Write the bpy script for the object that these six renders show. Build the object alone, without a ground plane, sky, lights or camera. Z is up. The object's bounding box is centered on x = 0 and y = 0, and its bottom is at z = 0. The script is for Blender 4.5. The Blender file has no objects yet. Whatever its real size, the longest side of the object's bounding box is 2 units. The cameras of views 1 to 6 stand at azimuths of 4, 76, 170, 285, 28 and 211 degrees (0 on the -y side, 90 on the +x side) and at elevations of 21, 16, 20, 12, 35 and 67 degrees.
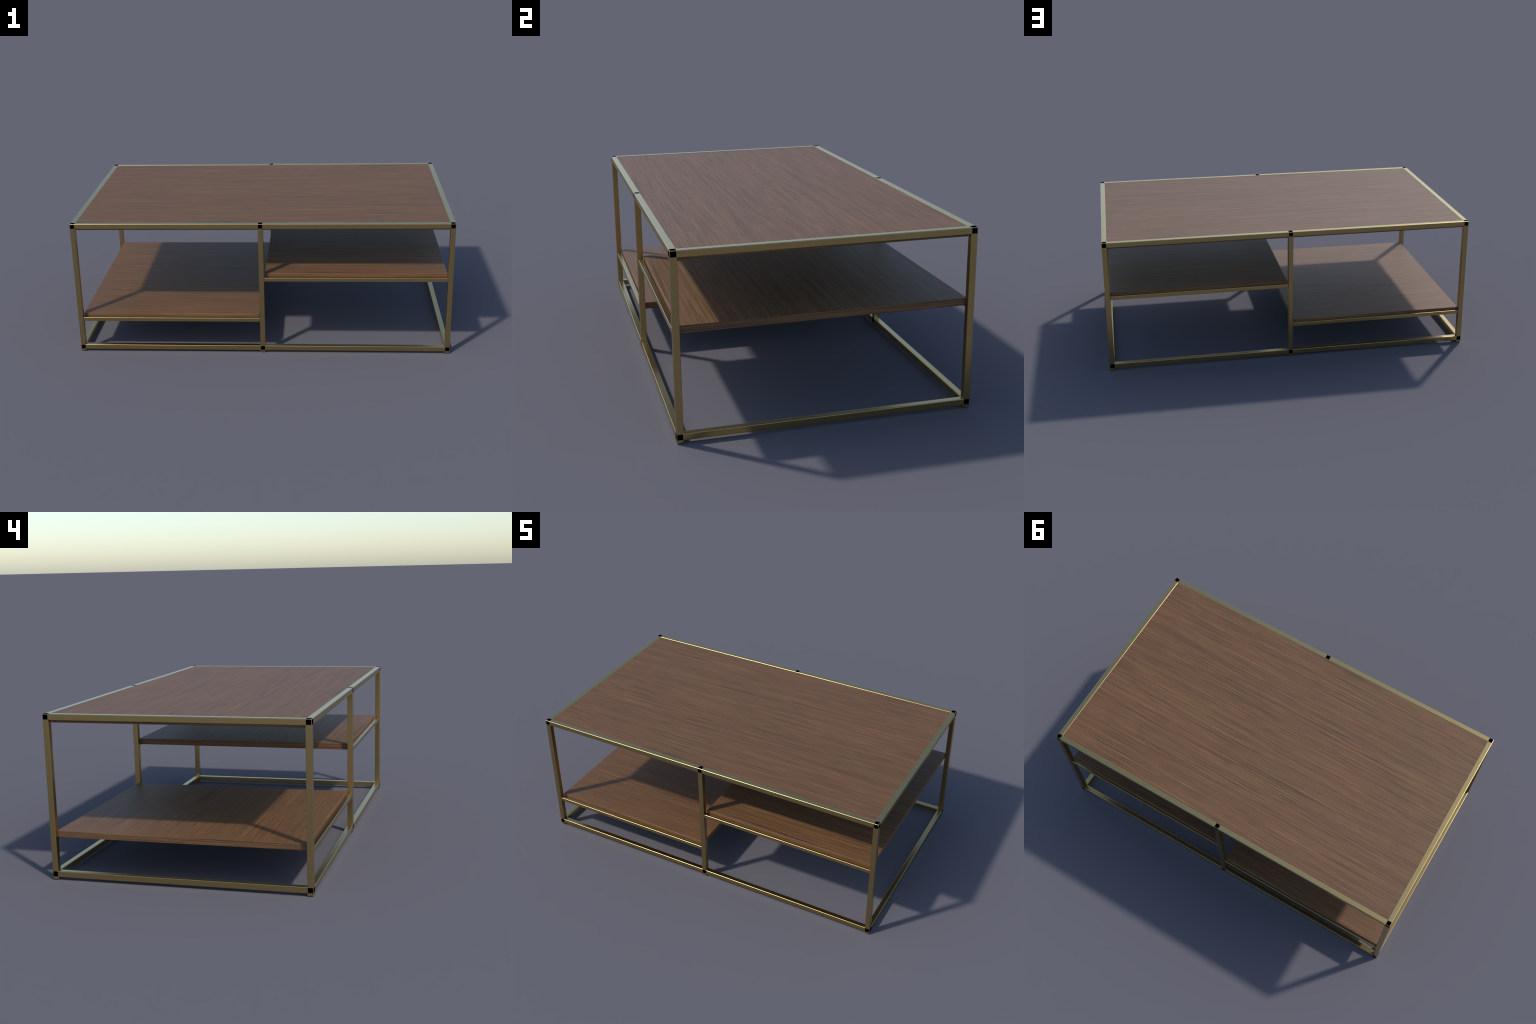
import bpy, bmesh
from math import radians

# ---------------------------------------------------------------- dimensions
CM = 2.0 / 120.0                 # the table is 120 x 70 x 44 cm, drawn at 2 m
HX, HY, H = 1.0, 35 * CM, 44 * CM
TUBE = 1.6 * CM                  # square tube of the frame
EDGE = 0.0024                    # rounded tube edges
FOOT = 0.0110                    # legs stand proud below the base rails
SHELF_RAIL_H = 0.0212
SHELF_RAIL_W = 1.2 * CM
RAIL_SET_BACK = 0.0040
RAIL_IN = HY - RAIL_SET_BACK - SHELF_RAIL_W   # inner face of the shelf rails
BOARD_T = 0.0295
SHELF_TOP = {"low": 0.2140, "high": 0.4475}
RAIL_BELOW = 0.0154              # rail top lies this far below the board top
SHELF_FRONT, SHELF_BACK = -0.5550, 0.5658   # a slit shows at the front rail
MID_GAP = 0.0168                 # shelf end to the middle of the table


# ---------------------------------------------------------------- materials
def new_mat(name):
    m = bpy.data.materials.new(name)
    m.use_nodes = True
    nt = m.node_tree
    nt.nodes.clear()
    out = nt.nodes.new("ShaderNodeOutputMaterial")
    bsdf = nt.nodes.new("ShaderNodeBsdfPrincipled")
    nt.links.new(bsdf.outputs[0], out.inputs[0])
    return m, nt, bsdf


class Graph:
    """Small helper for wiring math and texture nodes."""
    def __init__(self, nt):
        self.nt = nt

    def _put(self, sock, v):
        if isinstance(v, bpy.types.NodeSocket):
            self.nt.links.new(v, sock)
        else:
            sock.default_value = v

    def math(self, op, a, b=0.0, c=None, clamp=False):
        n = self.nt.nodes.new("ShaderNodeMath")
        n.operation = op
        n.use_clamp = clamp
        self._put(n.inputs[0], a)
        self._put(n.inputs[1], b)
        if c is not None:
            self._put(n.inputs[2], c)
        return n.outputs[0]

    def mix(self, f, a, b):
        n = self.nt.nodes.new("ShaderNodeMix")
        n.data_type = 'FLOAT'
        self._put(n.inputs[0], f)
        self._put(n.inputs[2], a)
        self._put(n.inputs[3], b)
        return n.outputs[0]

    def mix_col(self, f, a, b, blend='MIX'):
        n = self.nt.nodes.new("ShaderNodeMix")
        n.data_type = 'RGBA'
        n.blend_type = blend
        self._put(n.inputs[0], f)
        self._put(n.inputs[6], a)
        self._put(n.inputs[7], b)
        return n.outputs[2]

    def vec(self, x, y, z):
        n = self.nt.nodes.new("ShaderNodeCombineXYZ")
        for s, v in zip(n.inputs, (x, y, z)):
            self._put(s, v)
        return n.outputs[0]

    def noise(self, v, scale=1.0, detail=2.0, rough=0.5):
        n = self.nt.nodes.new("ShaderNodeTexNoise")
        self._put(n.inputs["Vector"], v)
        n.inputs["Scale"].default_value = scale
        n.inputs["Detail"].default_value = detail
        n.inputs["Roughness"].default_value = rough
        return n.outputs[0]

    def ramp(self, f, stops):
        n = self.nt.nodes.new("ShaderNodeValToRGB")
        self._put(n.inputs[0], f)
        e = n.color_ramp.elements
        while len(e) < len(stops):
            e.new(0.5)
        for el, (p, c) in zip(e, stops):
            el.position = p
            el.color = (*c, 1) if len(c) == 3 else c
        return n.outputs[0]


def wood_material():
    m, nt, bsdf = new_mat("walnut_veneer")
    g = Graph(nt)
    tc = nt.nodes.new("ShaderNodeTexCoord")
    p = nt.nodes.new("ShaderNodeSeparateXYZ")
    nt.links.new(tc.outputs["Object"], p.inputs[0])
    nn = nt.nodes.new("ShaderNodeSeparateXYZ")
    nt.links.new(tc.outputs["Normal"], nn.inputs[0])
    oi = nt.nodes.new("ShaderNodeObjectInfo")
    lo = nt.nodes.new("ShaderNodeSeparateXYZ")
    nt.links.new(oi.outputs["Location"], lo.inputs[0])
    seed = g.math('ADD', g.math('MULTIPLY', lo.outputs[0], 7.3),
                  g.math('MULTIPLY', lo.outputs[2], 13.7))

    is_end = g.math('GREATER_THAN', g.math('ABSOLUTE', nn.outputs[0]), 0.75)
    is_flat = g.math('GREATER_THAN', g.math('ABSOLUTE', nn.outputs[2]), 0.6)
    along = g.mix(is_end, p.outputs[0], p.outputs[1])
    across = g.mix(is_flat, g.math('ADD', p.outputs[2], 0.9), p.outputs[1])

    # the grain wanders a little sideways along its length
    wob = g.noise(g.vec(g.math('MULTIPLY', along, 5.0),
                        g.math('MULTIPLY', across, 9.0), seed), 1.0, 2.0, 0.5)
    across = g.math('ADD', across,
                    g.math('MULTIPLY', g.math('SUBTRACT', wob, 0.5), 0.0045))

    def streaks(fx, fy, off, detail=2.0, rough=0.5):
        return g.noise(g.vec(g.math('MULTIPLY', along, fx),
                             g.math('MULTIPLY', across, fy),
                             g.math('ADD', seed, off)), 1.0, detail, rough)

    broad = streaks(0.9, 40.0, 1.0, 1.0)
    mid = streaks(2.2, 290.0, 9.0, 0.0, 0.5)
    fine = streaks(9.0, 460.0, 17.0, 1.0, 0.6)
    hue = streaks(1.8, 190.0, 31.0, 1.0)
    pore = streaks(24.0, 560.0, 47.0, 1.0)

    tone = g.math('ADD', g.math('MULTIPLY', broad, 0.06),
                  g.math('MULTIPLY', mid, 0.56))
    tone = g.math('ADD', g.math('SUBTRACT', tone, 0.06),
                  g.math('MULTIPLY', fine, 0.50))
    # growth rings cut lengthwise: lines at a nearly regular pitch
    phase = g.math('ADD', g.math('MULTIPLY', across, 6.2832 / 0.0118),
                   g.math('MULTIPLY', streaks(1.6, 34.0, 5.0, 1.0), 16.0))
    ring = g.math('SINE', phase)
    tone = g.math('ADD', tone, g.math('MULTIPLY', ring, 0.055))
    col = g.ramp(tone, WOOD_RAMP)
    # hue drifts from reddish to olive between the streaks
    hue_f = g.ramp(hue, [(0.36, (0, 0, 0)), (0.64, (1, 1, 1))])
    tint = g.mix_col(hue_f, (1.03, 0.92, 0.82, 1), (0.91, 0.95, 0.83, 1))
    col = g.mix_col(1.0, col, tint, 'MULTIPLY')
    # sparse pale threads and dark vein lines
    pale = g.ramp(streaks(1.5, 210.0, 63.0, 0.0),
                  [(0.72, (0, 0, 0)), (0.82, (1, 1, 1))])
    col = g.mix_col(g.math('MULTIPLY', pale, 0.32), col, WOOD_PALE)
    vein = g.ramp(streaks(2.2, 230.0, 81.0, 0.0),
                  [(0.22, (1, 1, 1)), (0.32, (0, 0, 0))])
    col = g.mix_col(g.math('MULTIPLY', vein, 0.32), col, WOOD_DARK)
    dots = g.ramp(pore, [(0.26, (1, 1, 1)), (0.36, (0, 0, 0))])
    col = g.mix_col(g.math('MULTIPLY', dots, 0.30), col, WOOD_DARK)
    nt.links.new(col, bsdf.inputs["Base Color"])
    bsdf.inputs["Roughness"].default_value = 0.56
    bsdf.inputs["Specular IOR Level"].default_value = 0.45
    return m


def lin(r, g, b):
    f = lambda c: ((c / 255 + 0.055) / 1.055) ** 2.4 if c > 10 else c / 3294.6
    return (f(r), f(g), f(b))


WOOD_RAMP = [(0.28, lin(76, 53, 36)), (0.40, lin(94, 66, 44)),
             (0.50, lin(108, 77, 50)), (0.60, lin(117, 84, 55)),
             (0.74, lin(130, 96, 64))]
WOOD_PALE = (*lin(152, 114, 78), 1)
WOOD_DARK = (*lin(50, 34, 26), 1)


def brass_material():
    m, nt, bsdf = new_mat("brushed_brass")
    g = Graph(nt)
    tc = nt.nodes.new("ShaderNodeTexCoord")
    n = g.noise(tc.outputs["Object"], 60.0, 3.0)
    col = g.mix_col(n, (0.53, 0.385, 0.160, 1), (0.565, 0.41, 0.175, 1))
    nt.links.new(col, bsdf.inputs["Base Color"])
    bsdf.inputs["Metallic"].default_value = 1.0
    bsdf.inputs["Roughness"].default_value = 0.285
    return m


def black_material():
    m, nt, bsdf = new_mat("painted_black_shading_artefact")
    g = Graph(nt)
    tc = nt.nodes.new("ShaderNodeTexCoord")
    n = g.noise(tc.outputs["Object"], 40.0, 2.0)
    col = g.mix_col(n, (0.0, 0.0, 0.0, 1), (0.0006, 0.0006, 0.0006, 1))
    nt.links.new(col, bsdf.inputs["Base Color"])
    bsdf.inputs["Roughness"].default_value = 1.0
    bsdf.inputs["Specular IOR Level"].default_value = 0.0
    return m


WOOD, BRASS, BLACK = wood_material(), brass_material(), black_material()

# ---------------------------------------------------------------- building
scene_col = bpy.context.scene.collection

table = bpy.data.objects.new("coffee_table", None)
table.empty_display_size = 0.2
scene_col.objects.link(table)
table["label"] = "low walnut coffee table with brass tube frame and two shelves"
table["category"] = "coffee table"

MESHES = {}


def box_mesh(size, name):
    key = tuple(round(s, 5) for s in size)
    if key not in MESHES:
        bm = bmesh.new()
        bmesh.ops.create_cube(bm, size=1.0)
        bmesh.ops.scale(bm, vec=size, verts=bm.verts)
        me = bpy.data.meshes.new(name)
        bm.to_mesh(me)
        bm.free()
        MESHES[key] = me
    return MESHES[key]


def box(name, lo, hi, mat, parent, edge=EDGE, segments=3):
    size = [b - a for a, b in zip(lo, hi)]
    centre = [(a + b) / 2 for a, b in zip(lo, hi)]
    me = box_mesh(size, name)
    if not me.materials:
        me.materials.append(mat)
        for p in me.polygons:
            p.use_smooth = edge > 0
    ob = bpy.data.objects.new(name, me)
    scene_col.objects.link(ob)
    ob.parent = parent
    world = parent_origin(parent)
    ob.location = [c - w for c, w in zip(centre, world)]
    if edge > 0:
        b = ob.modifiers.new("rounded_edges", 'BEVEL')
        b.width = edge
        b.segments = segments
        b.limit_method = 'NONE'
        b.harden_normals = True
    return ob


def parent_origin(ob):
    p = [0.0, 0.0, 0.0]
    while ob is not None:
        p = [a + b for a, b in zip(p, ob.location)]
        ob = ob.parent
    return p


def plate(lo, hi, parent):
    return box("black_shading_artefact_plate", lo, hi, BLACK, parent, edge=0)


# tabletop, let into the top frame and hanging a little below it
box("tabletop", (-HX + TUBE - 0.0004, -HY + TUBE - 0.0004, H - 0.0405),
    (HX - TUBE + 0.0004, HY - TUBE + 0.0004, H - 0.0016), WOOD, table, 0.0016)

BASE_LO, BASE_HI = FOOT, FOOT + TUBE
rails = [("top_rail", H - TUBE, H), ("base_rail", BASE_LO, BASE_HI)]
for name, z0, z1 in rails:
    for s in (-1, 1):
        y = sorted((s * HY, s * (HY - TUBE)))
        box(name, (-HX, y[0], z0), (HX, y[1], z1), BRASS, table)
    end = HY - TUBE + 2 * EDGE
    for s in (-1, 1):
        x = sorted((s * HX, s * (HX - TUBE)))
        box(name, (x[0], -end, z0), (x[1], end, z1), BRASS, table)

# six legs; each ends inside the rails and carries a short foot below them
T = TUBE - 2 * EDGE              # flat width of a tube face
PROUD = 0.0003
for sy in (-1, 1):
    for x0 in (-HX, -TUBE / 2, HX - TUBE):
        y0 = -HY if sy < 0 else HY - TUBE
        x1, y1 = x0 + TUBE, y0 + TUBE
        leg = box("leg", (x0, y0, BASE_HI - 2 * EDGE),
                  (x1, y1, H - TUBE + 2 * EDGE), BRASS, table)
        box("foot", (x0, y0, 0.0), (x1, y1, BASE_LO + 2 * EDGE), BRASS, leg)
        fx0, fx1, fy0, fy1 = x0 + EDGE, x1 - EDGE, y0 + EDGE, y1 - EDGE
        # thin plates modelling the black shading error where tube faces coincide
        plate((fx0, fy0, H - 0.001), (fx1, fy1, H + PROUD), leg)
        for z0, z1 in ((H - TUBE, H), (BASE_LO, BASE_HI)):
            z0, z1 = z0 + EDGE, z1 - EDGE
            yo = sy * HY
            a, b = sorted((yo + sy * PROUD, yo - sy * 0.001))
            plate((fx0, a, z0), (fx1, b, z1), leg)
            if x0 == -TUBE / 2:
                if z0 < 0.1:     # inner side of the middle base joint
                    yi = sy * (HY - TUBE)
                    a, b = sorted((yi - sy * PROUD, yi + sy * 0.001))
                    plate((fx0, a, z0), (fx1, b, z1), leg)
            else:
                sx = -1 if x0 < 0 else 1
                a, b = sorted((sx * (HX + PROUD), sx * (HX - 0.001)))
                plate((a, fy0, z0), (b, fy1, z1), leg)

# two half-width shelves, each carried by a slim rail front and back
for level, sx in (("low", -1), ("high", 1)):
    top = SHELF_TOP[level]
    xa, xb = sorted((sx * MID_GAP, sx * (HX - TUBE + 0.0004)))
    shelf = box("shelf", (xa, SHELF_FRONT, top - BOARD_T), (xb, SHELF_BACK, top),
                WOOD, table, 0.0024)
    rx = sorted((sx * (TUBE / 2 - 0.0002), sx * (HX - TUBE + 0.0002)))
    rz = top - RAIL_BELOW
    for sy in (-1, 1):
        y = sorted((sy * (HY - RAIL_SET_BACK), sy * RAIL_IN))
        box("shelf_rail", (rx[0], y[0], rz - SHELF_RAIL_H),
            (rx[1], y[1], rz), BRASS, shelf, 0.0022)
